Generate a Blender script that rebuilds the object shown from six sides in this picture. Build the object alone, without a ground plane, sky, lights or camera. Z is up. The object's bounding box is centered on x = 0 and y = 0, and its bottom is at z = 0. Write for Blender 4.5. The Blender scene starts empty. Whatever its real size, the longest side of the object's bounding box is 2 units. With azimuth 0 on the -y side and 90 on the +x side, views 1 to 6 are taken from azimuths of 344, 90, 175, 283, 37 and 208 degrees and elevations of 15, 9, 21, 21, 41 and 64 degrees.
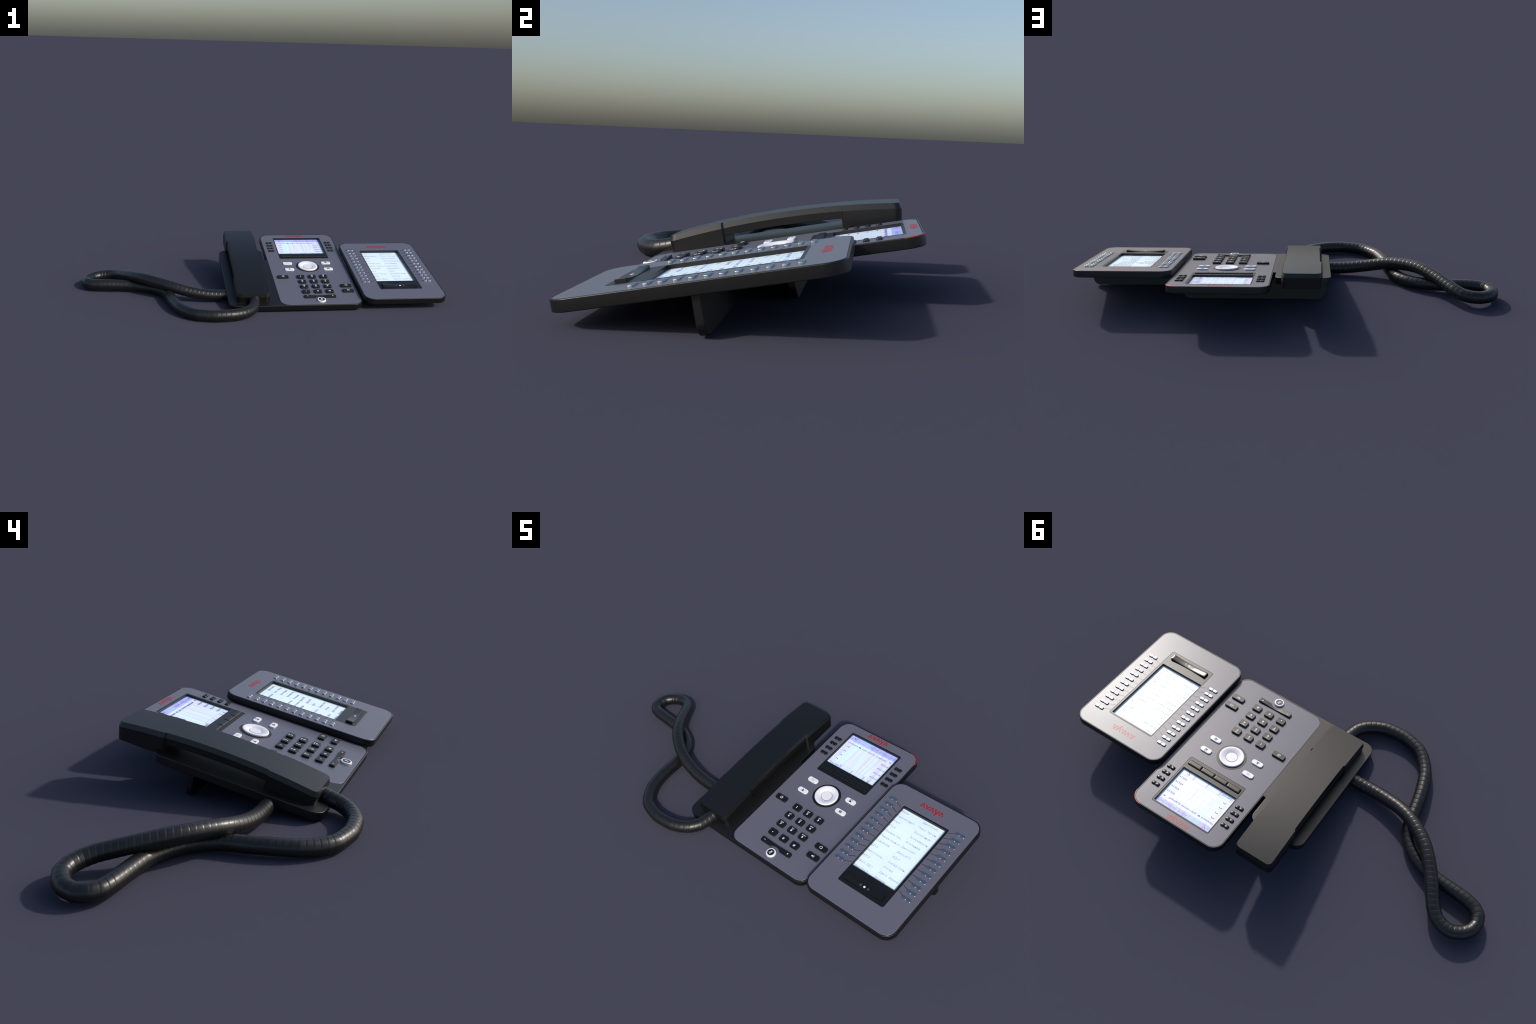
# Desk telephone with corded handset and a side-car key module.
import bpy, bmesh, math, random
from mathutils import Matrix, Vector

random.seed(7)
scene = bpy.context.scene

# ------------------------------------------------------------------ frame
# Everything except the cord is laid out in one tilted "panel" frame:
# a = across the phone, b = up the phone, h = out of its face.
YAW, TILT = math.radians(-7.4), math.radians(11.5)
PANEL = Matrix.Translation((-0.0011, 0.0, 0.0)) @ Matrix.Rotation(YAW, 4, 'Z') @ Matrix.Rotation(TILT, 4, 'X')
H_MAIN, H_MODULE, SLAB = 0.1080, 0.1374, 0.0325
WORLD = {}


def link(obj, parent=None, world=None):
    scene.collection.objects.link(obj)
    world = world or Matrix.Identity(4)
    WORLD[obj.name] = world
    if parent is not None:
        obj.parent = parent
        obj.matrix_basis = WORLD[parent.name].inverted() @ world
    else:
        obj.matrix_basis = world
    return obj


def at(a, b, h):
    return PANEL @ Matrix.Translation((a, b, h))


# ------------------------------------------------------------------ materials
def material(name, color, rough=0.4, metal=0.0, spec=0.5, grain=0.0, grain_scale=900.0, tint=0.0):
    m = bpy.data.materials.new(name)
    m.use_nodes = True
    nt = m.node_tree
    bsdf = nt.nodes['Principled BSDF']
    bsdf.inputs['Roughness'].default_value = rough
    bsdf.inputs['Metallic'].default_value = metal
    bsdf.inputs['Specular IOR Level'].default_value = spec
    bsdf.inputs['Base Color'].default_value = (*color, 1)
    tex = nt.nodes.new('ShaderNodeTexCoord')
    noise = nt.nodes.new('ShaderNodeTexNoise')
    noise.inputs['Scale'].default_value = 35
    noise.inputs['Detail'].default_value = 3
    nt.links.new(tex.outputs['Object'], noise.inputs['Vector'])
    if tint:
        ramp = nt.nodes.new('ShaderNodeMix')
        ramp.data_type = 'RGBA'
        ramp.inputs['A'].default_value = (*[c * (1 - tint) for c in color], 1)
        ramp.inputs['B'].default_value = (*[c * (1 + tint) for c in color], 1)
        nt.links.new(noise.outputs['Fac'], ramp.inputs['Factor'])
        nt.links.new(ramp.outputs['Result'], bsdf.inputs['Base Color'])
    if grain:
        fine = nt.nodes.new('ShaderNodeTexNoise')
        fine.inputs['Scale'].default_value = grain_scale
        bump = nt.nodes.new('ShaderNodeBump')
        bump.inputs['Strength'].default_value = grain
        bump.inputs['Distance'].default_value = 0.0005
        nt.links.new(tex.outputs['Object'], fine.inputs['Vector'])
        nt.links.new(fine.outputs['Fac'], bump.inputs['Height'])
        nt.links.new(bump.outputs['Normal'], bsdf.inputs['Normal'])
    return m


BLACK_RGB = (0.0045, 0.0046, 0.0050)
M_BLACK = material('black_plastic', BLACK_RGB, 0.38, spec=0.5, tint=0.08)
M_KEY = material('black_key_plastic', BLACK_RGB, 0.38, spec=0.5)
M_GLOSSKEY = material('glossy_black_key', (0.006, 0.006, 0.0065), 0.28)
M_GREY = material('grey_faceplate', (0.105, 0.108, 0.145), 0.34, spec=0.5, tint=0.02)
M_WHITE = material('white_plastic', (0.72, 0.72, 0.78), 0.38)
M_STEEL = material('steel_key', (0.44, 0.48, 0.53), 0.28, metal=1.0)
M_RED = material('red_print', (0.31, 0.008, 0.012), 0.38)
M_INK = material('dark_ink', (0.012, 0.012, 0.015), 0.45)
M_LABEL = material('white_print', (0.72, 0.74, 0.80), 0.40)
M_DIM = material('dim_lamp', (0.06, 0.06, 0.062), 0.35)
M_SCREENTXT = material('screen_violet_ink', (0.30, 0.27, 0.64), 0.35, spec=0.5)
M_SCREENTXT2 = material('screen_blue_ink', (0.40, 0.44, 0.68), 0.35, spec=0.5)
M_SCREENDARK = material('screen_dark_ink', (0.14, 0.11, 0.34), 0.36)
M_RULE = material('screen_rule', (0.58, 0.70, 0.90), 0.40)
M_RULE2 = material('screen_violet_rule', (0.52, 0.50, 0.98), 0.36)
M_CORD = material('rubber_cord', (0.0085, 0.0088, 0.0092), 0.36, tint=0.10)


def cradle_material():
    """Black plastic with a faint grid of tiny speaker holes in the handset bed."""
    m = material('black_cradle_plastic', BLACK_RGB, 0.38, spec=0.5)
    nt = m.node_tree
    bsdf = nt.nodes['Principled BSDF']
    tex = next(n for n in nt.nodes if n.type == 'TEX_COORD')
    sep = nt.nodes.new('ShaderNodeSeparateXYZ')
    nt.links.new(tex.outputs['Object'], sep.inputs[0])

    def math_node(op, x, y=None):
        n = nt.nodes.new('ShaderNodeMath')
        n.operation = op
        for i, v in enumerate((x, y)):
            if v is None:
                continue
            if isinstance(v, (int, float)):
                n.inputs[i].default_value = v
            else:
                nt.links.new(v, n.inputs[i])
        return n.outputs[0]

    def cell(axis):
        f = math_node('FRACT', math_node('MULTIPLY', axis, 1 / 0.008))
        return math_node('POWER', math_node('SUBTRACT', f, 0.5), 2)

    r2 = math_node('ADD', cell(sep.outputs[0]), cell(sep.outputs[1]))
    hole = math_node('LESS_THAN', r2, 0.05)
    inside = math_node('LESS_THAN', math_node('ABSOLUTE', math_node('SUBTRACT', sep.outputs[1], 0.08)), 0.15)
    inside = math_node('MULTIPLY', inside, math_node(
        'LESS_THAN', math_node('ABSOLUTE', math_node('SUBTRACT', sep.outputs[0], -0.094)), 0.115))
    mask = math_node('MULTIPLY', hole, inside)
    bump = nt.nodes.new('ShaderNodeBump')
    bump.invert = True
    bump.inputs['Strength'].default_value = 0.25
    bump.inputs['Distance'].default_value = 0.0006
    nt.links.new(mask, bump.inputs['Height'])
    nt.links.new(bump.outputs['Normal'], bsdf.inputs['Normal'])
    return m


def screen_material(name, kind):
    """LCD in plain base colour: pale cyan ground with soft violet bands (kind 'bands') or a gentle blue gradient."""
    m = bpy.data.materials.new(name)
    m.use_nodes = True
    nt = m.node_tree
    bsdf = nt.nodes['Principled BSDF']
    bsdf.inputs['Roughness'].default_value = 0.36
    bsdf.inputs['Specular IOR Level'].default_value = 0.5
    tex = nt.nodes.new('ShaderNodeTexCoord')
    mp = nt.nodes.new('ShaderNodeMapping')
    nt.links.new(tex.outputs['Object'], mp.inputs['Vector'])
    noise = nt.nodes.new('ShaderNodeTexNoise')
    ramp = nt.nodes.new('ShaderNodeValToRGB')
    nt.links.new(mp.outputs['Vector'], noise.inputs['Vector'])
    if kind == 'bands':
        mp.inputs['Scale'].default_value = (1, 0.055, 1)
        noise.inputs['Scale'].default_value = 78
        noise.inputs['Detail'].default_value = 1.5
        noise.inputs['Distortion'].default_value = 0.2
        e = ramp.color_ramp.elements
        e[0].position, e[0].color = 0.32, (0.70, 0.71, 1.0, 1)
        e[1].position, e[1].color = 0.62, (0.68, 0.96, 1.0, 1)
        k = e.new(0.47)
        k.color = (0.76, 0.84, 1.0, 1)
    else:
        mp.inputs['Scale'].default_value = (1, 1, 1)
        noise.inputs['Scale'].default_value = 3.5
        noise.inputs['Detail'].default_value = 1
        e = ramp.color_ramp.elements
        e[0].position, e[0].color = 0.30, (0.66, 0.84, 1.0, 1)
        e[1].position, e[1].color = 0.62, (0.79, 0.95, 1.0, 1)
    nt.links.new(noise.outputs['Fac'], ramp.inputs['Fac'])
    nt.links.new(ramp.outputs['Color'], bsdf.inputs['Base Color'])
    return m


def bar_material():
    m = screen_material('screen_title_bar', 'bands')
    ramp = next(n for n in m.node_tree.nodes if n.type == 'VALTORGB')
    cols = [(0.40, 0.40, 0.98, 1), (0.46, 0.52, 1.0, 1), (0.42, 0.62, 1.0, 1)]
    for el, c in zip(ramp.color_ramp.elements, cols):
        el.color = c
    return m


M_CRADLE = cradle_material()
M_SCREEN_A = screen_material('lcd_violet_bands', 'bands')
M_SCREEN_B = screen_material('lcd_pale_blue', 'plain')
M_BAR = bar_material()


# ------------------------------------------------------------------ outlines
def rounded_polygon(pts, radii, inset=0.0, seg=8):
    """Counter-clockwise polygon, shrunk by inset, corners rounded by arcs."""
    n = len(pts)
    P = [Vector(p) for p in pts]
    off = []
    for i in range(n):
        p0, p1, p2 = P[i - 1], P[i], P[(i + 1) % n]
        d1, d2 = (p1 - p0).normalized(), (p2 - p1).normalized()
        n1, n2 = Vector((-d1.y, d1.x)), Vector((-d2.y, d2.x))
        k = inset / (1 + n1.dot(n2))
        off.append(p1 + (n1 + n2) * k)
    out = []
    for i in range(n):
        p0, p1, p2 = off[i - 1], off[i], off[(i + 1) % n]
        d1, d2 = (p1 - p0).normalized(), (p2 - p1).normalized()
        cr = d1.x * d2.y - d1.y * d2.x
        r = radii[i] - inset if cr > 0 else radii[i] + inset
        if radii[i] <= 0:
            out.append(p1)
            continue
        r = max(r, 0.00005)
        turn = d1.angle(d2)
        t = r * math.tan(turn / 2)
        s = 1 if cr > 0 else -1
        c = p1 - d1 * t + Vector((-d1.y, d1.x)) * r * s
        a0 = math.atan2(*(p1 - d1 * t - c).yx)
        for j in range(seg + 1):
            ang = a0 + s * turn * j / seg
            out.append(c + Vector((math.cos(ang), math.sin(ang))) * r)
    return out


def rect(x0, y0, x1, y1):
    return [(x0, y0), (x1, y0), (x1, y1), (x0, y1)]


def rrect(x0, y0, x1, y1, r, seg=8):
    return lambda inset: rounded_polygon(rect(x0, y0, x1, y1), [r] * 4, inset, seg)


def disc(r, seg=48):
    return lambda inset: [Vector(((r - inset) * math.cos(2 * math.pi * i / seg),
                                  (r - inset) * math.sin(2 * math.pi * i / seg))) for i in range(seg)]


def finish(me, mat, angle=35):
    me.materials.append(mat)
    return crisp_normals(me, angle)


def crisp_normals(me, angle):
    """Area-weighted corner normals: big flat faces stay flat, only narrow chamfers carry the curve."""
    for p in me.polygons:
        p.use_smooth = True
    lim = math.cos(math.radians(angle))
    at_vert = [[] for _ in me.vertices]
    nor = [p.normal.copy() for p in me.polygons]
    area = [p.area for p in me.polygons]
    for p in me.polygons:
        for v in p.vertices:
            at_vert[v].append(p.index)
    out = [None] * len(me.loops)
    for p in me.polygons:
        n0 = nor[p.index]
        for li in p.loop_indices:
            acc = Vector((0, 0, 0))
            for q in at_vert[me.loops[li].vertex_index]:
                if nor[q].dot(n0) > lim:
                    acc += nor[q] * area[q]
            out[li] = acc.normalized() if acc.length > 0 else n0
    me.normals_split_custom_set(out)
    return me


def stack_mesh(name, outline, levels, mat, angle=35, cap_bottom=True, bend=None):
    """Solid from one outline repeated at levels (inset, height)."""
    verts, faces = [], []
    n = None
    for inset, h in levels:
        loop = outline(inset)
        n = len(loop)
        for p in loop:
            verts.append((p[0], p[1], h + (bend(p[0], p[1]) if bend else 0)))
    for k in range(len(levels) - 1):
        for i in range(n):
            j = (i + 1) % n
            faces.append((k * n + i, k * n + j, (k + 1) * n + j, (k + 1) * n + i))
    if cap_bottom:
        faces.append(tuple(range(n - 1, -1, -1)))
    top = (len(levels) - 1) * n
    faces.append(tuple(range(top, top + n)))
    me = bpy.data.meshes.new(name)
    me.from_pydata(verts, [], faces)
    me.update()
    return finish(me, mat, angle)


def polys_mesh(name, polys, mat, h0=0.0, thick=0.0006):
    """Flat printed shapes: each polygon extruded by thick."""
    verts, faces = [], []
    for poly in polys:
        area = sum(poly[i - 1][0] * poly[i][1] - poly[i][0] * poly[i - 1][1] for i in range(len(poly)))
        if area < 0:
            poly = poly[::-1]
        b, n = len(verts), len(poly)
        verts += [(p[0], p[1], h0) for p in poly] + [(p[0], p[1], h0 + thick) for p in poly]
        faces += [tuple(range(b + n, b + 2 * n)), tuple(range(b + n - 1, b - 1, -1))]
        faces += [(b + i, b + (i + 1) % n, b + n + (i + 1) % n, b + n + i) for i in range(n)]
    me = bpy.data.meshes.new(name)
    me.from_pydata(verts, [], faces)
    me.update()
    return finish(me, mat, 20)


def stroke(p, q, w):
    p, q = Vector(p), Vector(q)
    d = (q - p).normalized()
    s = Vector((-d.y, d.x)) * w / 2
    return [tuple(v) for v in (p - s, q - s, q + s, p + s)]


def arc_strokes(c, r, a0, a1, w, n=10):
    out = []
    for i in range(n):
        t0, t1 = [math.radians(a0 + (a1 - a0) * k / n) for k in (i, i + 1)]
        out.append([(c[0] + (r + s) * math.cos(t), c[1] + (r + s) * math.sin(t))
                    for s, t in ((-w / 2, t0), (w / 2, t0), (w / 2, t1), (-w / 2, t1))])
    return out


def blob(cx, cy, rx, ry, n=16):
    return [(cx + rx * math.cos(2 * math.pi * i / n), cy + ry * math.sin(2 * math.pi * i / n)) for i in range(n)]


def text_polys(body, x, y, size, align='LEFT', stretch=1.0, weight=0.0):
    """Outline text with the built-in font, returned as a bmesh-ready mesh."""
    cu = bpy.data.curves.new('text_outline', 'FONT')
    cu.body, cu.size = body, size
    cu.align_x, cu.align_y = align, 'CENTER'
    cu.resolution_u = 2
    cu.offset = weight
    cu.extrude = 0.0003
    ob = bpy.data.objects.new('text_outline', cu)
    scene.collection.objects.link(ob)
    bpy.context.view_layer.update()
    me = bpy.data.meshes.new_from_object(ob.evaluated_get(bpy.context.evaluated_depsgraph_get()))
    me.transform(Matrix.Translation((x, y, 0)) @ Matrix.Diagonal((stretch, 1, 1, 1)))
    bpy.data.objects.remove(ob)
    bpy.data.curves.remove(cu)
    return me


def fit_text(body, xa, xb, y, size):
    """Text squeezed or stretched so that it runs from xa to xb."""
    me = text_polys(body, 0, y, size)
    xs = [v.co.x for v in me.vertices]
    k = (xb - xa) / (max(xs) - min(xs))
    me.transform(Matrix.Translation((xa - min(xs) * k, 0, 0)) @ Matrix.Diagonal((k, 1, 1, 1)))
    return me


def merge(name, meshes, mat, lift=0.0):
    bm = bmesh.new()
    for me in meshes:
        bm.from_mesh(me)
    out = bpy.data.meshes.new(name)
    for v in bm.verts:
        v.co.z += lift
    bm.to_mesh(out)
    bm.free()
    out.materials.clear()
    for p in out.polygons:
        p.material_index = 0
    out.materials.append(mat)
    for me in meshes:
        bpy.data.meshes.remove(me)
    return out


def part(name, me, parent, world=None):
    return link(bpy.data.objects.new(name, me), parent, world or PANEL)


def carve(obj_mesh, cutters):
    """Boolean pockets out of a slab mesh; returns the carved mesh."""
    ob = bpy.data.objects.new('carving', obj_mesh)
    scene.collection.objects.link(ob)
    cobs = []
    for me in cutters:
        c = bpy.data.objects.new('cutter', me)
        scene.collection.objects.link(c)
        cobs.append(c)
        md = ob.modifiers.new('cut', 'BOOLEAN')
        md.operation, md.solver, md.object = 'DIFFERENCE', 'EXACT', c
    bpy.context.view_layer.update()
    me = bpy.data.meshes.new_from_object(ob.evaluated_get(bpy.context.evaluated_depsgraph_get()))
    mats = list(obj_mesh.materials)
    for o in [ob] + cobs:
        bpy.data.objects.remove(o)
    me.materials.clear()
    for p in me.polygons:
        p.material_index = 0
    me.materials.append(mats[0])
    return crisp_normals(me, 35)


def frame_mesh(name, outer, hole, top, floor, mat):
    """Bezel: flat top between two rectangles, bevelled walls down to the screen floor."""
    (x0, y0, x1, y1), (u0, v0, u1, v1) = outer, hole
    o = rounded_polygon(rect(x0, y0, x1, y1), [0.007] * 4, 0, 5)
    o2 = rounded_polygon(rect(x0, y0, x1, y1), [0.007] * 4, 0.0012, 5)
    i1 = rounded_polygon(rect(u0, v0, u1, v1), [0.0015] * 4, -0.0006, 5)
    i2 = rounded_polygon(rect(u0, v0, u1, v1), [0.0015] * 4, 0.0, 5)
    rings = [(o, floor - 0.002), (o, top - 0.0008), (o2, top), (i1, top), (i2, floor), (i2, floor - 0.002)]
    n = len(o)
    verts = [(p.x, p.y, h) for loop, h in rings for p in loop]
    faces = []
    m = len(rings)
    for k in range(m):
        for i in range(n):
            j, k2 = (i + 1) % n, (k + 1) % m
            faces.append((k * n + i, k * n + j, k2 * n + j, k2 * n + i))
    me = bpy.data.meshes.new(name)
    me.from_pydata(verts, [], faces)
    me.update()
    return finish(me, mat, 25)


# ------------------------------------------------------------------ root
root = bpy.data.objects.new('desk_phone', None)
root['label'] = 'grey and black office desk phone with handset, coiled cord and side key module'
root['category'] = 'desk phone'
link(root)

# ------------------------------------------------------------------ base slab
L_MAIN, R_MAIN, FRONT, REAR = 0.047, 0.5082, -0.3538, 0.5322
CR_L, CR_R, CR_REAR, SLOT = -0.226, 0.034, 0.318, 0.184
base_pts = [(CR_L, FRONT), (R_MAIN, FRONT), (R_MAIN, REAR), (L_MAIN, REAR),
            (L_MAIN, SLOT), (CR_R, SLOT), (CR_R, CR_REAR), (CR_L, CR_REAR)]
base_rad = [0.046, 0.055, 0.055, 0.055, 0, 0, 0.040, 0.045]


def slab_levels(top, t):
    return [(0.0035, top - t), (0.0012, top - t + 0.0008), (0.0, top - t + 0.003),
            (0.0, top - 0.0030), (0.0005, top - 0.0014), (0.0014, top - 0.0004), (0.0028, top)]


PLATE = (0.0535, -0.3455, 0.5023, 0.5262)
slab = stack_mesh('phone_base', lambda d: rounded_polygon(base_pts, base_rad, d, 10),
                  slab_levels(H_MAIN, SLAB), M_CRADLE, 30)
pocket = stack_mesh('cut', lambda d: rounded_polygon(rect(*PLATE), [0.051] * 4, d - 0.0011, 10),
                    [(0, H_MAIN - 0.003), (0, H_MAIN + 0.02)], M_BLACK)
MAIN_FRAME = (0.1297, 0.1972, 0.4258, 0.4822)
MAIN_LCD = (0.1352, 0.2636, 0.4172, 0.4743)
well = stack_mesh('cut', lambda d: rounded_polygon(rect(*MAIN_FRAME), [0.004] * 4, d - 0.001, 4),
                  [(0, H_MAIN - 0.018), (0, H_MAIN + 0.02)], M_BLACK)
base = part('phone_base', carve(slab, [pocket, well]), root)

# grey face plate with the display opening
plate = stack_mesh('faceplate', lambda d: rounded_polygon(rect(*PLATE), [0.050] * 4, d, 10),
                   [(0, H_MAIN - 0.0029), (0, H_MAIN - 0.0006), (0.0008, H_MAIN)], M_GREY, 50)
hole = stack_mesh('cut', lambda d: rounded_polygon(rect(*MAIN_FRAME), [0.007] * 4, d - 0.0006, 5),
                  [(0, H_MAIN - 0.02), (0, H_MAIN + 0.02)], M_BLACK)
part('faceplate', carve(plate, [hole]), root)

# red message lamp on the rear right rim
lamp = bmesh.new()
cx, cy, rr = R_MAIN - 0.055, REAR - 0.055, 0.055
rows = []
for i in range(17):
    t = math.radians(-2 + 94 * i / 16)
    rows.append([lamp.verts.new((cx + (rr + d) * math.cos(t), cy + (rr + d) * math.sin(t), H_MAIN + h))
                 for d, h in ((-0.0052, -0.002), (-0.0050, 0.0004), (-0.0016, 0.0003), (-0.0002, -0.0010),
                              (0.0002, -0.0022), (-0.002, -0.003))])
for r0, r1 in zip(rows, rows[1:]):
    for k in range(6):
        lamp.faces.new((r0[k], r0[(k + 1) % 6], r1[(k + 1) % 6], r1[k]))
lamp.faces.new(rows[0][::-1])
lamp.faces.new(rows[-1])
bmesh.ops.recalc_face_normals(lamp, faces=lamp.faces)
lamp_me = bpy.data.meshes.new('message_lamp')
lamp.to_mesh(lamp_me)
lamp.free()
part('message_lamp', finish(lamp_me, material('red_lamp', (0.26, 0.006, 0.008), 0.38)), root)

# support stand: an upright plate square to the slab
def stand_mesh(a0, a1, b0, b1, top, bottom, r):
    """Plate in the a-h plane, lower corners rounded, feet trimmed by its outline."""
    prof = rounded_polygon([(a0, bottom), (a1, bottom), (a1, top), (a0, top)], [r, r, 0, 0], 0, 10)
    prof2 = rounded_polygon([(a0, bottom), (a1, bottom), (a1, top), (a0, top)], [r, r, 0, 0], 0.002, 10)
    n = len(prof)
    rings = [(prof2, b0), (prof, b0 + 0.002), (prof, b1 - 0.002), (prof2, b1)]
    verts = [(p.x, b, p.y) for loop, b in rings for p in loop]
    faces = [(k * n + i, (k + 1) * n + i, (k + 1) * n + (i + 1) % n, k * n + (i + 1) % n)
             for k in range(3) for i in range(n)]
    faces += [tuple(range(n)), tuple(range(4 * n - 1, 3 * n - 1, -1))]
    me = bpy.data.meshes.new('stand')
    me.from_pydata(verts, [], faces)
    bm = bmesh.new()
    bm.from_mesh(me)
    bmesh.ops.recalc_face_normals(bm, faces=bm.faces)
    bm.to_mesh(me)
    bm.free()
    return finish(me, M_BLACK, 30)


part('stand', stand_mesh(-0.208, 0.487, 0.140, 0.161, H_MAIN - SLAB + 0.004, -0.0283, 0.042), root)


# ------------------------------------------------------------------ display of the phone
def screen_plane(name, rct, h, mat, parent):
    me = stack_mesh(name, lambda d: rounded_polygon(rect(*rct), [0.004] * 4, d, 4),
                    [(-0.0012, h - 0.002), (-0.0012, h)], mat)
    return part(name, me, parent)


LCD_H = H_MAIN - 0.0100
part('display_frame', frame_mesh('display_frame', MAIN_FRAME, MAIN_LCD, H_MAIN + 0.0004, LCD_H - 0.0005, M_BLACK), root)
lcd = screen_plane('display_screen', MAIN_LCD, LCD_H, M_SCREEN_A, root)
x0, y0, x1, y1 = MAIN_LCD
W, HH = x1 - x0, y1 - y0
bar = polys_mesh('title_bar', [rect(x0 - 0.0004, 0.4432, x1 + 0.0004, y1 + 0.0004)], M_BAR, LCD_H, 0.0003)
part('title_bar', bar, lcd)
rules = [rect(x0, 0.2912, x1, 0.2923)]
for xm, fw in ((0.2090, 0.0085), (0.2777, 0.0060), (0.3480, 0.0085)):
    rules.append(rect(xm - fw / 2, y0 - 0.001, xm + fw / 2, 0.2900))
part('screen_rule', polys_mesh('screen_rule', rules, M_RULE2, LCD_H, 0.0003), lcd)['kind'] = 'stuff'
grid = [rect(x0, yy - 0.0003, x1, yy + 0.0003) for yy in (0.4395, 0.4120, 0.3815, 0.3510, 0.3210)]
part('screen_grid', polys_mesh('screen_grid', grid, M_RULE, LCD_H, 0.0002), lcd)['kind'] = 'stuff'
row_y = [0.3963 - 0.0302 * i for i in range(4)]
texts = [fit_text('45634', 0.2597, 0.3020, 0.4560, 0.0145),
         fit_text('10:33am 26/0', 0.3181, 0.4120, 0.4556, 0.0145),
         fit_text('Нажмите', 0.1451, 0.2060, 0.4246, 0.0140),
         fit_text('для списка функций', 0.2324, 0.3760, 0.4248, 0.0140),
         fit_text('ПовтНаб', 0.1455, 0.2030, 0.2752, 0.0150)]
texts += [fit_text('45634', 0.3672, 0.4078, y, 0.0150) for y in row_y]
part('screen_text', merge('screen_text', texts, M_SCREENTXT, LCD_H + 0.0004), lcd, at(-0.0018, 0.0014, 0))['kind'] = 'stuff'


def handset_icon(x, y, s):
    return arc_strokes((x, y - 0.8 * s), s, 40, 140, 0.36 * s, 6) + \
        [blob(x - 0.78 * s, y - 0.3 * s, 0.27 * s, 0.2 * s, 8), blob(x + 0.78 * s, y - 0.3 * s, 0.27 * s, 0.2 * s, 8)]


def arrow_pair(x, y, s):
    return [[(x - s, y), (x - 0.1 * s, y - 0.6 * s), (x - 0.1 * s, y + 0.6 * s)],
            [(x + s, y), (x + 0.1 * s, y + 0.6 * s), (x + 0.1 * s, y - 0.6 * s)]]


icons = []
for y in row_y:
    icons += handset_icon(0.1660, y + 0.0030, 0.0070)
icons += arrow_pair(0.2183, 0.4246, 0.0078) + arrow_pair(0.3994, 0.4275, 0.0062)
icons += arc_strokes((0.3835, 0.2753), 0.0058, 60, 300, 0.0022, 9)
icons += arc_strokes((0.1690, 0.4650), 0.0085, 175, 275, 0.0028, 7)
icons += [stroke((0.1485, 0.4510), (0.1485, 0.4610), 0.0012)]
part('screen_icon', polys_mesh('screen_icon', icons, M_SCREENDARK, LCD_H + 0.0002, 0.0005), lcd, at(-0.0018, 0.0014, 0))['kind'] = 'stuff'
cross = [stroke((0.1690, 0.4610), (0.1740, 0.4660), 0.0014), stroke((0.1740, 0.4610), (0.1690, 0.4660), 0.0014)]
part('missed_call_mark', polys_mesh('missed_call_mark', cross, material('screen_pink_ink', (0.75, 0.30, 0.42), 0.4),
                                    LCD_H + 0.0003, 0.0005), lcd, at(-0.0018, 0.0014, 0))


# soft keys under the display
def hump_mesh(name, w, d, top, mat, n=12, edge=0.0012):
    """Key with a gently arched cross-section along its depth."""
    return stack_mesh(name, rrect(-w / 2, -d / 2, w / 2, d / 2, 0.0018, 3),
                      [(0, -0.004), (0, top - 0.0030), (0.0006, top - 0.0018), (0.0028, top - 0.0006),
                       (0.0062, top)], mat, 40)


soft = hump_mesh('soft_key', 0.0672, 0.0262, 0.0058, M_KEY)
for i in range(4):
    part('soft_key', soft, root, at(0.1745 + 0.0688 * i, 0.2272, H_MAIN))


# twin-lobed line keys beside the display
def dome_pair_mesh(name, w, d, top, mat, boxy, plan=0.5):
    """Two pillow-shaped lobes (superellipsoids) joined by a low bridge."""
    def sp(v, e):
        return math.copysign(abs(v) ** e, v)
    bm = bmesh.new()
    nu, nv = 28, 10
    for s in (-1, 1):
        rows = []
        for j in range(nv):
            lat = math.pi / 2 * j / nv
            cr, zz = sp(math.cos(lat), boxy), sp(math.sin(lat), boxy) * top
            rows.append([bm.verts.new((s * w * 0.252 + cr * sp(math.cos(2 * math.pi * i / nu), plan) * w * 0.246,
                                       cr * sp(math.sin(2 * math.pi * i / nu), plan) * d * 0.5, zz)) for i in range(nu)])
        foot = [bm.verts.new((v.co.x, v.co.y, -0.003)) for v in rows[0]]
        rows.insert(0, foot)
        for r0, r1 in zip(rows, rows[1:]):
            for i in range(nu):
                bm.faces.new((r0[i], r0[(i + 1) % nu], r1[(i + 1) % nu], r1[i]))
        pole = bm.verts.new((s * w * 0.252, 0, top))
        for i in range(nu):
            bm.faces.new((rows[-1][i], rows[-1][(i + 1) % nu], pole))
        bm.faces.new(foot[::-1])
    geo = bmesh.ops.create_cube(bm, size=1.0)
    for v in geo['verts']:
        v.co = (v.co.x * w * 0.2, v.co.y * d * 0.50, v.co.z * top * 1.2)
    bmesh.ops.recalc_face_normals(bm, faces=bm.faces)
    me = bpy.data.meshes.new(name)
    bm.to_mesh(me)
    bm.free()
    return finish(me, mat, 50)


side = dome_pair_mesh('line_key', 0.0395, 0.0180, 0.0066, M_GLOSSKEY, 0.62)
for a in (0.0945, 0.4610):
    for i in range(4):
        part('line_key', side, root, at(a, 0.4075 - 0.0365 * i, H_MAIN))


# ------------------------------------------------------------------ keypad
def key_mesh(name, w, d, r, top, mat, ch=0.0012):
    return stack_mesh(name, rrect(-w / 2, -d / 2, w / 2, d / 2, r, 6),
                      [(0, -0.002), (0, top - ch * 1.2), (ch * 0.35, top - ch * 0.35), (ch * 1.2, top)], mat, 50)


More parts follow.
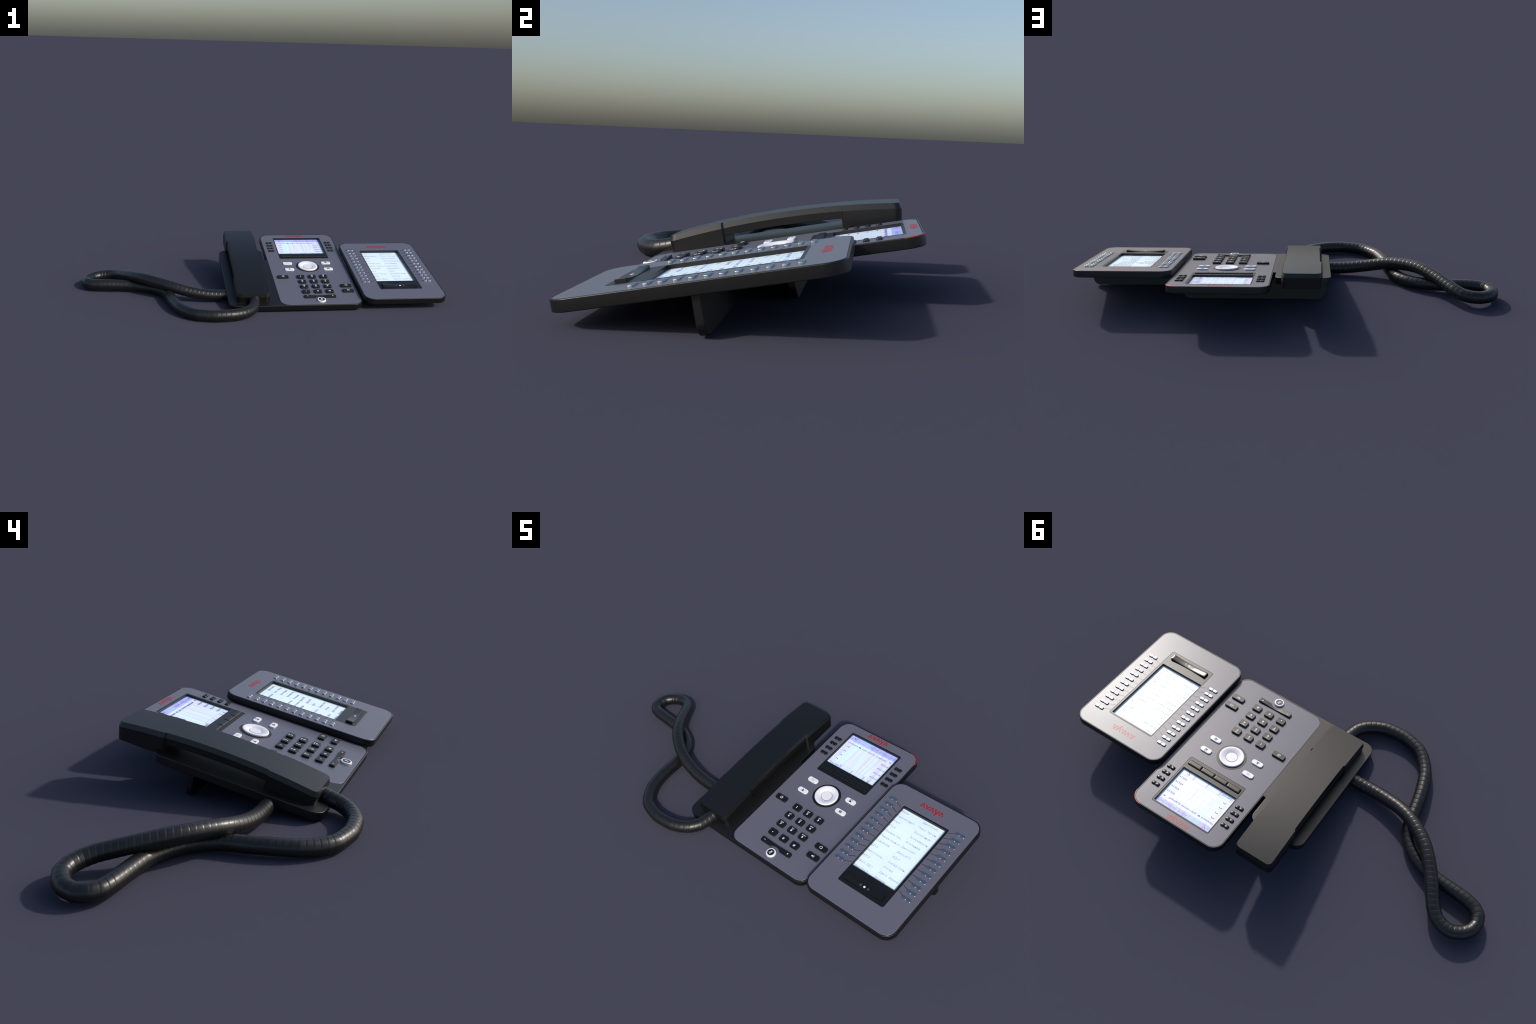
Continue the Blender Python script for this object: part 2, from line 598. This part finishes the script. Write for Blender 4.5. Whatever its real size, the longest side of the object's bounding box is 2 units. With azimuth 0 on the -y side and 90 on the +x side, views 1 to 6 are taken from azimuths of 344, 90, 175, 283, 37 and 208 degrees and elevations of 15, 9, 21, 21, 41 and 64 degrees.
KEY_TOP = 0.0092
key = key_mesh('number_key', 0.0415, 0.0325, 0.0050, KEY_TOP, M_KEY)
LEGENDS = [('1', ''), ('2', 'ABC'), ('3', 'DEF'), ('4', 'GHI'), ('5', 'JKL'), ('6', 'MNO'),
           ('7', 'PQRS'), ('8', 'TUV'), ('9', 'WXYZ'), ('*', ''), ('0', ''), ('#', '')]
for i, (digit, letters) in enumerate(LEGENDS):
    w = at(0.2112 + 0.0661 * (i % 3), -0.0412 - 0.0572 * (i // 3), H_MAIN)
    k = part('number_key', key, root, w)
    dy = -0.0035 if letters else -0.0020
    if digit == '*':
        meshes = [polys_mesh('dot', [blob(-0.001, -0.002, 0.0026, 0.0026, 12)], M_LABEL, 0, 0.0004)]
    else:
        meshes = [text_polys(digit, -0.0015, dy, 0.0150, 'CENTER', 1.15, 0.0004)]
    if letters:
        meshes.append(text_polys(letters, -0.001, 0.0083, 0.0068, 'CENTER', 1.05, 0.0001))
    part('key_legend', merge('key_legend', meshes, M_LABEL, KEY_TOP + 0.0002), k, w)

wide = key_mesh('function_key', 0.0620, 0.0275, 0.0050, KEY_TOP, M_KEY)


def icon_history():
    s = 0.0062
    return arc_strokes((0, 0), s, -150, 150, 0.0018, 14) + [
        stroke((0, 0.0035), (0, -0.0005), 0.0014), stroke((0, 0), (0.003, -0.0022), 0.0014),
        [(-0.0088, 0.0005), (-0.0030, 0.0005), (-0.0060, -0.0035)]]


def icon_headset():
    return arc_strokes((0, 0), 0.0062, -5, 185, 0.0018, 12) + [
        rect(-0.0072, -0.0045, -0.0040, 0.0010), rect(0.0040, -0.0045, 0.0072, 0.0010),
        stroke((0.0062, -0.0045), (0.0020, -0.0072), 0.0014), rect(-0.0012, -0.0082, 0.0022, -0.0062)]


def icon_speaker():
    return [[(-0.0080, -0.0022), (-0.0050, -0.0022), (-0.0005, -0.0060), (-0.0005, 0.0060), (-0.0050, 0.0022),
             (-0.0080, 0.0022)]] + arc_strokes((-0.001, 0), 0.0042, -50, 50, 0.0014, 6) + \
        arc_strokes((-0.001, 0), 0.0075, -50, 50, 0.0014, 8)


for (a, b), ico in (((0.1100, -0.0385), icon_history()), ((0.4490, -0.1525), icon_headset()),
                    ((0.4490, -0.2100), icon_speaker())):
    w = at(a, b, H_MAIN)
    k = part('function_key', wide, root, w)
    part('key_icon', polys_mesh('key_icon', ico, M_LABEL, KEY_TOP - 0.0001, 0.0004), k, w)

# white menu keys
WHITE_TOP = 0.0062
lens = [(-0.0275, -0.0095), (-0.0185, -0.0133), (0.0185, -0.0133), (0.0275, -0.0095),
        (0.0275, 0.0095), (0.0185, 0.0133), (-0.0185, 0.0133), (-0.0275, 0.0095)]
lens_r = [0.008, 0.002, 0.002, 0.008] * 2
white_key = stack_mesh('menu_key', lambda d: rounded_polygon(lens, lens_r, d, 5),
                       [(0, -0.002), (0, WHITE_TOP - 0.0022), (0.0007, WHITE_TOP - 0.0007), (0.002, WHITE_TOP)],
                       M_WHITE, 50)
grid_icon = [rect(-0.0068 + 0.0050 * i, -0.0052 + 0.0040 * j, -0.0030 + 0.0050 * i, -0.0040 + 0.0040 * j)
             for i in range(3) for j in range(3)]
person_icon = [blob(0, 0.0040, 0.0027, 0.0034, 12), [(-0.0075, -0.0066), (0.0075, -0.0066), (0.0045, -0.0022),
                                                     (0.0018, 0.0012), (-0.0018, 0.0012), (-0.0045, -0.0022)]]
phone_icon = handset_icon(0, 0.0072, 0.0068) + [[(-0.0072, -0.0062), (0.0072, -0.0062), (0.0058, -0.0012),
                                                (0.0022, 0.0026), (-0.0022, 0.0026), (-0.0058, -0.0012)]]
mail_icon = [[(-0.0070, 0.0058), (0, 0.0008), (0.0070, 0.0058)],
             [(-0.0070, 0.0044), (-0.0024, 0.0012), (-0.0070, -0.0030)],
             [(0.0070, 0.0044), (0.0070, -0.0030), (0.0024, 0.0012)],
             [(-0.0070, -0.0056), (0.0070, -0.0056), (0.0070, -0.0042), (0.0018, 0.0004), (0, -0.0010),
              (-0.0018, 0.0004), (-0.0070, -0.0042)]]
M_GREYINK = material('grey_ink', (0.16, 0.16, 0.17), 0.4)
for (a, b), ico, mat in (((0.1638, 0.1305), grid_icon, M_GREYINK), ((0.1638, 0.0548), person_icon, M_INK),
                         ((0.3925, 0.1305), phone_icon, M_INK), ((0.3925, 0.0548), mail_icon, M_INK)):
    w = at(a, b, H_MAIN)
    k = part('menu_key', white_key, root, w)
    part('key_icon', polys_mesh('key_icon', ico, mat, WHITE_TOP - 0.0001, 0.0004), k, w)

# navigation dial: raised black disc for the recess, dished white ring, flat centre button
DIAL = (0.2778, 0.0935)
part('dial_black_disc', stack_mesh('dial_black_disc', disc(0.0685, 64), [(0, -0.002), (0, 0.0003), (0.0010, 0.0008)], M_BLACK, 50),
     root, at(*DIAL, H_MAIN))


def lathe(name, prof, mat, seg=72, angle=35):
    verts, faces = [], []
    for r, h in prof:
        verts += [(r * math.cos(2 * math.pi * i / seg), r * math.sin(2 * math.pi * i / seg), h) for i in range(seg)]
    for k in range(len(prof) - 1):
        for i in range(seg):
            j = (i + 1) % seg
            faces.append((k * seg + i, k * seg + j, (k + 1) * seg + j, (k + 1) * seg + i))
    faces.append(tuple(range(seg - 1, -1, -1)))
    t = (len(prof) - 1) * seg
    faces.append(tuple(range(t, t + seg)))
    me = bpy.data.meshes.new(name)
    me.from_pydata(verts, [], faces)
    me.update()
    return finish(me, mat, angle)


prof = [(0.0560, -0.001), (0.0572, 0.0035), (0.0568, 0.0058), (0.0555, 0.0073), (0.0535, 0.0080), (0.0510, 0.0081)]
prof += [(0.0510 - 0.0236 * t, 0.0081 - 0.0070 * t ** 1.6) for t in (0.15, 0.3, 0.45, 0.6, 0.75, 0.88, 1)]
prof += [(0.0268, 0.0004)]
dial = part('navigation_dial', lathe('navigation_dial', prof, M_WHITE, angle=60), root, at(*DIAL, H_MAIN))
part('dial_gap_disc', lathe('dial_gap_disc', [(0.0272, 0.0002), (0.0272, 0.0009)], M_INK), root, at(*DIAL, H_MAIN))  # dark disc added to read as the gap round the centre button
part('center_button', lathe('center_button', [(0.0257, 0.0004), (0.0257, 0.0018), (0.0252, 0.0023)], M_WHITE), dial,
     at(*DIAL, H_MAIN))

# volume rocker wrapped round the mute button
MUTE = (0.2788, -0.3045)
vx0, vx1, vy0, vy1 = 0.1905, 0.3655, -0.2795, -0.2560
notch_r = 0.0375


def rocker_outline(inset):
    pts, rad = [(vx0, vy0)], [0.004]
    dx = math.sqrt(notch_r ** 2 - (vy0 - MUTE[1]) ** 2)
    pts.append((MUTE[0] - dx, vy0)); rad.append(0)
    a0, a1 = math.atan2(vy0 - MUTE[1], -dx), math.atan2(vy0 - MUTE[1], dx)
    for i in range(1, 12):
        t = a0 + (a1 - a0) * i / 12
        pts.append((MUTE[0] + notch_r * math.cos(t), MUTE[1] + notch_r * math.sin(t))); rad.append(0)
    pts.append((MUTE[0] + dx, vy0)); rad.append(0)
    pts += [(vx1, vy0), (vx1, vy1)]; rad += [0.004, 0.004]
    for i in range(1, 12):
        pts.append((vx1 + (vx0 - vx1) * i / 12, vy1)); rad.append(0)
    pts.append((vx0, vy1)); rad.append(0.004)
    return rounded_polygon(pts, rad, inset, 5)


def saddle_top(x, y):
    t = (x - MUTE[0]) / (0.5 * (vx1 - vx0))
    return -0.0042 * math.cos(t * math.pi / 2) ** 2


vol_levels = [(0, H_MAIN - 0.001), (0, H_MAIN + 0.0082), (0.0005, H_MAIN + 0.0090), (0.0014, H_MAIN + 0.0094)]
rocker = stack_mesh('volume_rocker', rocker_outline, vol_levels, M_KEY, 40, bend=saddle_top)
bmr = bmesh.new(); bmr.from_mesh(rocker)
bmesh.ops.triangulate(bmr, faces=[f for f in bmr.faces if len(f.verts) > 4])
bmr.to_mesh(rocker); bmr.free()
crisp_normals(rocker, 40)
vol = part('volume_rocker', rocker, root)
signs = [rect(0.2045, -0.2680, 0.2115, -0.2660),
         rect(0.3440, -0.2680, 0.3520, -0.2660), rect(0.3470, -0.2710, 0.3490, -0.2630)]
part('key_icon', polys_mesh('key_icon', signs, M_LABEL, H_MAIN + 0.0078, 0.0014), vol)

MUTE_H = 0.0085
mute_w = at(*MUTE, H_MAIN)
mute = part('mute_button', lathe('mute_button', [(0.0235, -0.001), (0.0235, MUTE_H - 0.0030), (0.0228, MUTE_H - 0.0010),
                                                (0.0215, MUTE_H - 0.0002), (0.0195, MUTE_H)], M_WHITE, angle=60), root, mute_w)
part('mute_disc', lathe('mute_disc', [(0.0168, MUTE_H - 0.001), (0.0168, MUTE_H + 0.0001), (0.0160, MUTE_H + 0.0005)], M_KEY),
     mute, mute_w)
mic = [rounded for rounded in ([tuple(p) for p in rounded_polygon(rect(-0.0026, -0.0008, 0.0026, 0.0092), [0.0024] * 4, 0, 4)],)]
mic += arc_strokes((0, 0.002), 0.0056, 190, 350, 0.0014, 8) + [stroke((0, -0.0035), (0, -0.0075), 0.0014),
                                                              stroke((-0.0040, -0.0080), (0.0040, -0.0080), 0.0014)]
mic += [stroke((-0.0085, -0.0065), (0.0085, 0.0080), 0.0015)]
part('key_icon', polys_mesh('key_icon', mic, M_LABEL, MUTE_H + 0.0003, 0.0005), mute, mute_w)

# ------------------------------------------------------------------ maker's mark (five red letters)
A_LETTER = [[(-0.6, 0.4), (7.8, 24), (12.8, 24), (27.4, 0), (20.8, 0), (10.6, 17.0), (7.6, 7.0), (15.6, 5.0), (15.6, 2.2), (6.6, 2.6), (5.4, 0.4)]]
V_LETTER = [[(0, 23.4), (6.4, 23.4), (14.2, 8.9), (20.1, 23.4), (26.4, 23.4), (17.6, 0.4), (11.6, 0.4)]]
Y_LETTER = [[(0, 23.4), (7.2, 23.4), (15.4, 7.6), (22.0, 23.4), (28.4, 23.4), (16.6, -9.8), (10.2, -9.8), (13.4, 0.2)]]


def wordmark(scale):
    out = []
    for letter, dx in ((A_LETTER, 0), (V_LETTER, 21.9), (A_LETTER, 47.2), (Y_LETTER, 68.4), (A_LETTER, 95.6)):
        for poly in letter:
            out.append([((x + dx - 61.5) * scale, y * scale) for x, y in poly])
    return out


mark = polys_mesh('wordmark', wordmark(0.00096), M_RED, -0.0002, 0.0005)
part('wordmark', mark, root, at(0.2690, 0.4985, H_MAIN))

# ------------------------------------------------------------------ expansion module
EM_L, EM_R, EM_F, EM_B = 0.5100, 0.9752, -0.3562, 0.3430
EM_PLATE = (EM_L + 0.0058, EM_F + 0.0070, EM_R - 0.0058, EM_B - 0.0060)
EM_FRAME = (0.6222, -0.2458, 0.8625, 0.2350)
EM_LCD = (0.6262, -0.1512, 0.8522, 0.2258)
em_slab = stack_mesh('expansion_module', rrect(EM_L, EM_F, EM_R, EM_B, 0.056, 10), slab_levels(H_MODULE, SLAB), M_BLACK, 30)
em_pocket = stack_mesh('cut', lambda d: rounded_polygon(rect(*EM_PLATE), [0.051] * 4, d - 0.0011, 10),
                       [(0, H_MODULE - 0.003), (0, H_MODULE + 0.02)], M_BLACK)
em_well = stack_mesh('cut', lambda d: rounded_polygon(rect(*EM_FRAME), [0.004] * 4, d - 0.001, 4),
                     [(0, H_MODULE - 0.018), (0, H_MODULE + 0.02)], M_BLACK)
module = part('expansion_module', carve(em_slab, [em_pocket, em_well]), root)
em_plate = stack_mesh('faceplate', lambda d: rounded_polygon(rect(*EM_PLATE), [0.050] * 4, d, 10),
                      [(0, H_MODULE - 0.0029), (0, H_MODULE - 0.0006), (0.0008, H_MODULE)], M_GREY, 50)
em_hole = stack_mesh('cut', lambda d: rounded_polygon(rect(*EM_FRAME), [0.007] * 4, d - 0.0006, 5),
                     [(0, H_MODULE - 0.02), (0, H_MODULE + 0.02)], M_BLACK)
part('faceplate', carve(em_plate, [em_hole]), module)
part('stand', stand_mesh(0.524, 0.962, -0.0145, 0.0062, H_MODULE - SLAB + 0.004, 0.0030, 0.036), module)

EM_LCD_H = H_MODULE - 0.0115
part('display_frame', frame_mesh('display_frame', EM_FRAME, EM_LCD, H_MODULE + 0.0004, EM_LCD_H - 0.0005, M_BLACK), module)
screen_plane('display_screen', EM_LCD, EM_LCD_H, M_SCREEN_B, module)

LEFT_NAMES = ['Весы', 'Здравпункт', 'Азот', 'ПЧ-4', 'Правая гра...', 'Левая гран.ус', 'Ст.ЮЖНАЯ', 'ДП-5',
              'Дисп.газ.ц...', 'ИПСУ', 'Дисп. ДЦ-1', 'Ма-р под.п...']
RIGHT_NAMES = ['Дисп.комб...', 'Пост. Чугун', 'Восточная', 'Агломератн...', 'Угольная', 'Дисп.КХП', 'Дисп.АГП',
               'КД-7', 'Склад Гран...', 'Отсев', 'Дисп. 2круга', 'Подход']
ex0, ey0, ex1, ey1 = EM_LCD
pitch = 0.0320
mid = 0.7388
LETTER = 0.00905                        # mean advance of the screen face
words = []
for i, (l, r) in enumerate(zip(LEFT_NAMES, RIGHT_NAMES)):
    y = 0.2105 - pitch * i
    for body, xa in ((l, 0.6285), (r, 0.7425)):
        adv = sum(0.35 if ch in '. -' else 1.12 if ch in 'ЮЖДКМЧШ' else 1.0 for ch in body)
        words.append(fit_text(body, xa, xa + LETTER * adv, y, 0.0152))
part('screen_text', merge('screen_text', words, M_SCREENTXT2, EM_LCD_H + 0.0003), module, at(-0.0014, 0.0011, 0))['kind'] = 'stuff'
lines = [rect(ex0, 0.2265 - pitch * i - 0.0003, ex1, 0.2265 - pitch * i + 0.0003) for i in range(1, 12)]
lines.append(rect(mid - 0.0004, ey0, mid + 0.0004, ey1))
part('screen_rule', polys_mesh('screen_rule', lines, M_RULE, EM_LCD_H, 0.0002), module, at(-0.0014, 0.0011, 0))['kind'] = 'stuff'

# 24 steel line keys, with leader lines to the screen rows
em_key = dome_pair_mesh('line_key', 0.0450, 0.0158, 0.0050, M_STEEL, 0.36)
leaders = []
for side_a, s in ((0.5612, 1), (0.9172, -1)):
    for i in range(12):
        kb = 0.2372 - 0.03586 * i
        part('line_key', em_key, module, at(side_a, kb, H_MODULE))
        sb = 0.2172 - 0.03248 * i
        sx = EM_FRAME[0] - 0.0055 if s > 0 else EM_FRAME[2] + 0.0040
        leaders.append(stroke((side_a + s * 0.0215, kb - 0.0025 + (0.0008 * i if s < 0 else 0.0)), (sx, sb), 0.0021))
part('leader_line', polys_mesh('leader_line', leaders, M_BLACK, H_MODULE - 0.0003, 0.0006), module)['kind'] = 'stuff'

# page rocker, raised at both ends
rx0, rx1, ry0, ry1 = 0.6400, 0.8395, -0.2275, -0.1950
rmid = (rx0 + rx1) / 2


def page_outline(inset):
    pts, rad = [(rx0, ry0)], [0.003]
    for i in range(1, 16):
        pts.append((rx0 + (rx1 - rx0) * i / 16, ry0)); rad.append(0)
    pts += [(rx1, ry0), (rx1, ry1)]; rad += [0.003, 0.003]
    for i in range(1, 16):
        pts.append((rx1 + (rx0 - rx1) * i / 16, ry1)); rad.append(0)
    pts.append((rx0, ry1)); rad.append(0.003)
    return rounded_polygon(pts, rad, inset, 4)


def page_bend(x, y):
    return 0.0075 * ((x - rmid) / (0.5 * (rx1 - rx0))) ** 2


page_me = stack_mesh('page_rocker', page_outline, [(0, H_MODULE - 0.008), (0, H_MODULE + 0.0012), (0.0007, H_MODULE + 0.0026),
                                                   (0.004, H_MODULE + 0.0036), (0.009, H_MODULE + 0.0040)],
                     M_GLOSSKEY, 45, bend=page_bend)
bmr = bmesh.new(); bmr.from_mesh(page_me)
bmesh.ops.triangulate(bmr, faces=[f for f in bmr.faces if len(f.verts) > 4])
bmr.to_mesh(page_me); bmr.free()
crisp_normals(page_me, 45)
part('page_rocker', page_me, module)
for da, mat in ((-0.0200, M_DIM), (0.0, M_LABEL), (0.0200, M_DIM)):
    me = lathe('page_lamp', [(0.0052, -0.001), (0.0052, 0.0002), (0.0048, 0.0005)], mat, 20)
    part('page_lamp', me, module, at(0.7418 + da, -0.2128, H_MODULE + 0.0040 + 0.0002))
part('wordmark', mark.copy(), module, at(0.7405, 0.2738, H_MODULE))
bpy.data.objects['wordmark.001'].data.transform(Matrix.Diagonal((1.05, 1.05, 1, 1)))

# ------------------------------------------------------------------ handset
HC_A, HC_B = -0.0936, 0.0866            # centre in panel frame
HALF_L, HALF_W, HANDLE_W, R_END = 0.4015, 0.0910, 0.0854, 0.024
S_EAR, S_MOUTH, RAMP = 0.2070, -0.2110, 0.0070


def top_arch(x):
    return 0.1862 - 0.166 * x * x


def handle_belly(x):
    return 0.1410 - 0.148 * x * x


def half_width(x, inset, end_in):
    hl = HALF_L - end_in
    w = HALF_W
    if S_MOUTH + RAMP < x < S_EAR - RAMP:
        w = HANDLE_W
    elif x <= S_MOUTH + RAMP and x > S_MOUTH:
        w = HALF_W + (HANDLE_W - HALF_W) * (x - S_MOUTH) / RAMP
    elif x >= S_EAR - RAMP and x < S_EAR:
        w = HALF_W + (HANDLE_W - HALF_W) * (S_EAR - x) / RAMP
    w -= inset
    d = hl - abs(x)
    r = R_END - inset * 0.5
    if d < r:
        w -= r - math.sqrt(max(r * r - (r - d) ** 2, 0))
    return w


def stations():
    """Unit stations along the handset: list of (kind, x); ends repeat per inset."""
    xs = []
    for t in range(0, 15):                             # rounded front corners
        xs.append(('end', -1, 1 - math.cos(t / 14 * math.pi / 2)))
    body = [-0.36 + 0.01 * i for i in range(15)]
    xs += [('x', x, 0) for x in body if -0.374 < x < S_MOUTH - 0.002]
    xs += [('x', S_MOUTH, 0), ('x', S_MOUTH + RAMP, 0), ('x', S_MOUTH + RAMP + 0.0004, 0)]
    n = 40
    xs += [('x', S_MOUTH + RAMP + 0.004 + (S_EAR - S_MOUTH - 2 * RAMP - 0.008) * i / n, 0) for i in range(n + 1)]
    xs += [('x', S_EAR - RAMP - 0.0004, 0), ('x', S_EAR - RAMP, 0), ('x', S_EAR, 0)]
    xs += [('x', S_EAR + 0.01 + 0.0155 * i, 0) for i in range(11)]
    for t in range(14, -1, -1):
        xs.append(('end', 1, 1 - math.cos(t / 14 * math.pi / 2)))
    return xs


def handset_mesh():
    st = stations()
    # cross-section levels from belly to crown: (inset, height rule)
    def in_handle(x):
        return S_MOUTH + RAMP * 1.01 < x < S_EAR - RAMP * 1.01
    END_FLOOR = 0.0900

    def belly(x, raise_):
        if in_handle(x):
            return handle_belly(x) + raise_
        return END_FLOOR + raise_
    # (side inset, end inset, height): drafted ends, one crisp chamfer, flat crown
    levels = [(0.0030, 0.0085, lambda x: belly(x, 0.0)), (0.0006, 0.0060, lambda x: belly(x, 0.0012)),
              (0.0, 0.0, lambda x: top_arch(x) - 0.0192), (0.0060, 0.0048, lambda x: top_arch(x))]
    verts, faces = [], []
    n = len(st)
    for inset, end_in, rule in levels:
        for side_s in (1, -1):
            for kind, v, f in st:
                if kind == 'end':
                    hl = HALF_L - end_in
                    r = R_END - inset * 0.5
                    x = v * (hl - r * f)
                else:
                    x = v
                w = half_width(x, inset, end_in)
                verts.append((HC_A + side_s * w, HC_B + x, rule(x)))
    m = 2 * n
    for k in range(len(levels) - 1):
        lo, hi = k * m, (k + 1) * m
        for i in range(n - 1):
            faces.append((lo + i, lo + i + 1, hi + i + 1, hi + i))
            faces.append((lo + n + i + 1, lo + n + i, hi + n + i, hi + n + i + 1))
        faces.append((lo + n, lo, hi, hi + n))
        faces.append((lo + n - 1, lo + 2 * n - 1, hi + 2 * n - 1, hi + n - 1))
    top = (len(levels) - 1) * m
    for i in range(n - 1):
        faces.append((top + i, top + i + 1, top + n + i + 1, top + n + i))
        faces.append((i + 1, i, n + i, n + i + 1))
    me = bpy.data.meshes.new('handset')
    me.from_pydata(verts, [], faces)
    bm = bmesh.new(); bm.from_mesh(me)
    bmesh.ops.remove_doubles(bm, verts=bm.verts, dist=0.00002)
    bmesh.ops.recalc_face_normals(bm, faces=bm.faces)
    bm.to_mesh(me); bm.free()
    return finish(me, M_BLACK, 10)


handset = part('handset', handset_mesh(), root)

# ------------------------------------------------------------------ cord
CORD_R, CORD_PITCH = 0.0304, 0.0232
cord_path = [(-0.127, -0.297, 0.060), (-0.141, -0.343, 0.047), (-0.159, -0.385, 0.038), (-0.190, -0.417, 0.033), 
             (-0.230, -0.438, 0.030), (-0.276, -0.451, 0.030), (-0.325, -0.451, 0.030), (-0.373, -0.446, 0.030), 
             (-0.418, -0.430, 0.030), (-0.459, -0.410, 0.029), (-0.489, -0.379, 0.030), (-0.512, -0.342, 0.031), 
             (-0.530, -0.301, 0.033), (-0.539, -0.257, 0.034), (-0.546, -0.210, 0.035), (-0.550, -0.162, 0.034), 
             (-0.551, -0.114, 0.033), (-0.553, -0.066, 0.033), (-0.563, -0.020, 0.032), (-0.581, 0.022, 0.030), 
             (-0.608, 0.059, 0.030), (-0.645, 0.090, 0.031), (-0.691, 0.116, 0.033), (-0.741, 0.137, 0.036), 
             (-0.795, 0.150, 0.037), (-0.849, 0.161, 0.038), (-0.899, 0.173, 0.038), (-0.940, 0.190, 0.036), 
             (-0.965, 0.216, 0.037), (-0.972, 0.252, 0.036), (-0.960, 0.287, 0.039), (-0.930, 0.315, 0.041), 
             (-0.891, 0.330, 0.044), (-0.850, 0.326, 0.048), (-0.813, 0.306, 0.053), (-0.784, 0.271, 0.062), 
             (-0.761, 0.226, 0.071), (-0.738, 0.179, 0.080), (-0.713, 0.132, 0.087), (-0.686, 0.088, 0.093), 
             (-0.658, 0.048, 0.095), (-0.626, 0.012, 0.093), (-0.592, -0.019, 0.089), (-0.556, -0.048, 0.083), 
             (-0.517, -0.072, 0.074), (-0.476, -0.091, 0.063), (-0.433, -0.105, 0.053), (-0.388, -0.117, 0.045), 
             (-0.343, -0.126, 0.039), (-0.296, -0.132, 0.036), (-0.248, -0.138, 0.036), (-0.203, -0.144, 0.037)]


def catmull(pts, per=14):
    P = [Vector((x, y, max(z, CORD_R))) for x, y, z in pts]     # resting on the table
    P = [2 * P[0] - P[1]] + P + [2 * P[-1] - P[-2]]
    out = []
    for i in range(1, len(P) - 2):
        for j in range(per):
            t = j / per
            a, b, c, d = P[i - 1:i + 3]
            smooth = 0.5 * ((2 * b) + (c - a) * t + (2 * a - 5 * b + 4 * c - d) * t * t + (3 * b - a - 3 * c + d) * t ** 3)
            out.append(smooth.lerp(b.lerp(c, t), 0.55))   # slightly kinked, like the stiff original
    out.append(P[-2])
    return out


def cord_mesh():
    raw = catmull(cord_path)
    length = [0.0]
    for p, q in zip(raw, raw[1:]):
        length.append(length[-1] + (q - p).length)
    step, total = 0.0013, length[-1]
    n = int(total / step)
    pts, k = [], 0
    for i in range(n + 1):
        s = total * i / n
        while k < len(raw) - 2 and length[k + 1] < s:
            k += 1
        pts.append(raw[k].lerp(raw[k + 1], (s - length[k]) / max(length[k + 1] - length[k], 1e-9)))
    tang = []
    for i in range(len(pts)):
        tang.append((pts[min(i + 5, n)] - pts[max(i - 5, 0)]).normalized())
    seg = 28
    up = Vector((0, 0, 1))
    verts, faces = [], []
    for i, (p, t) in enumerate(zip(pts, tang)):
        u = (up - t * up.dot(t)).normalized()
        v = t.cross(u)
        s = total * i / n
        for j in range(seg):
            ang = 2 * math.pi * j / seg
            ph = (s / CORD_PITCH + ang / (2 * math.pi)) % 1.0
            # each coil rises slowly and drops off sharply into a thin groove
            wave = -0.0003 * math.exp(-(min(ph, 1 - ph) / 0.12) ** 2) - 0.0007 * (1 - ph)
            r = CORD_R + wave
            verts.append(p + (u * math.cos(ang) + v * math.sin(ang)) * r)
    for i in range(len(pts) - 1):
        for j in range(seg):
            a, b = i * seg + j, i * seg + (j + 1) % seg
            faces.append((a, b, b + seg, a + seg))
    faces.append(tuple(range(seg - 1, -1, -1)))
    last = (len(pts) - 1) * seg
    faces.append(tuple(range(last, last + seg)))
    me = bpy.data.meshes.new('coiled_cord')
    me.from_pydata(verts, [], faces)
    bm = bmesh.new(); bm.from_mesh(me)
    bmesh.ops.recalc_face_normals(bm, faces=bm.faces)
    bm.to_mesh(me); bm.free()
    me.materials.append(M_CORD)
    for p in me.polygons:
        p.use_smooth = True
    return me


part('coiled_cord', cord_mesh(), root, Matrix.Identity(4))
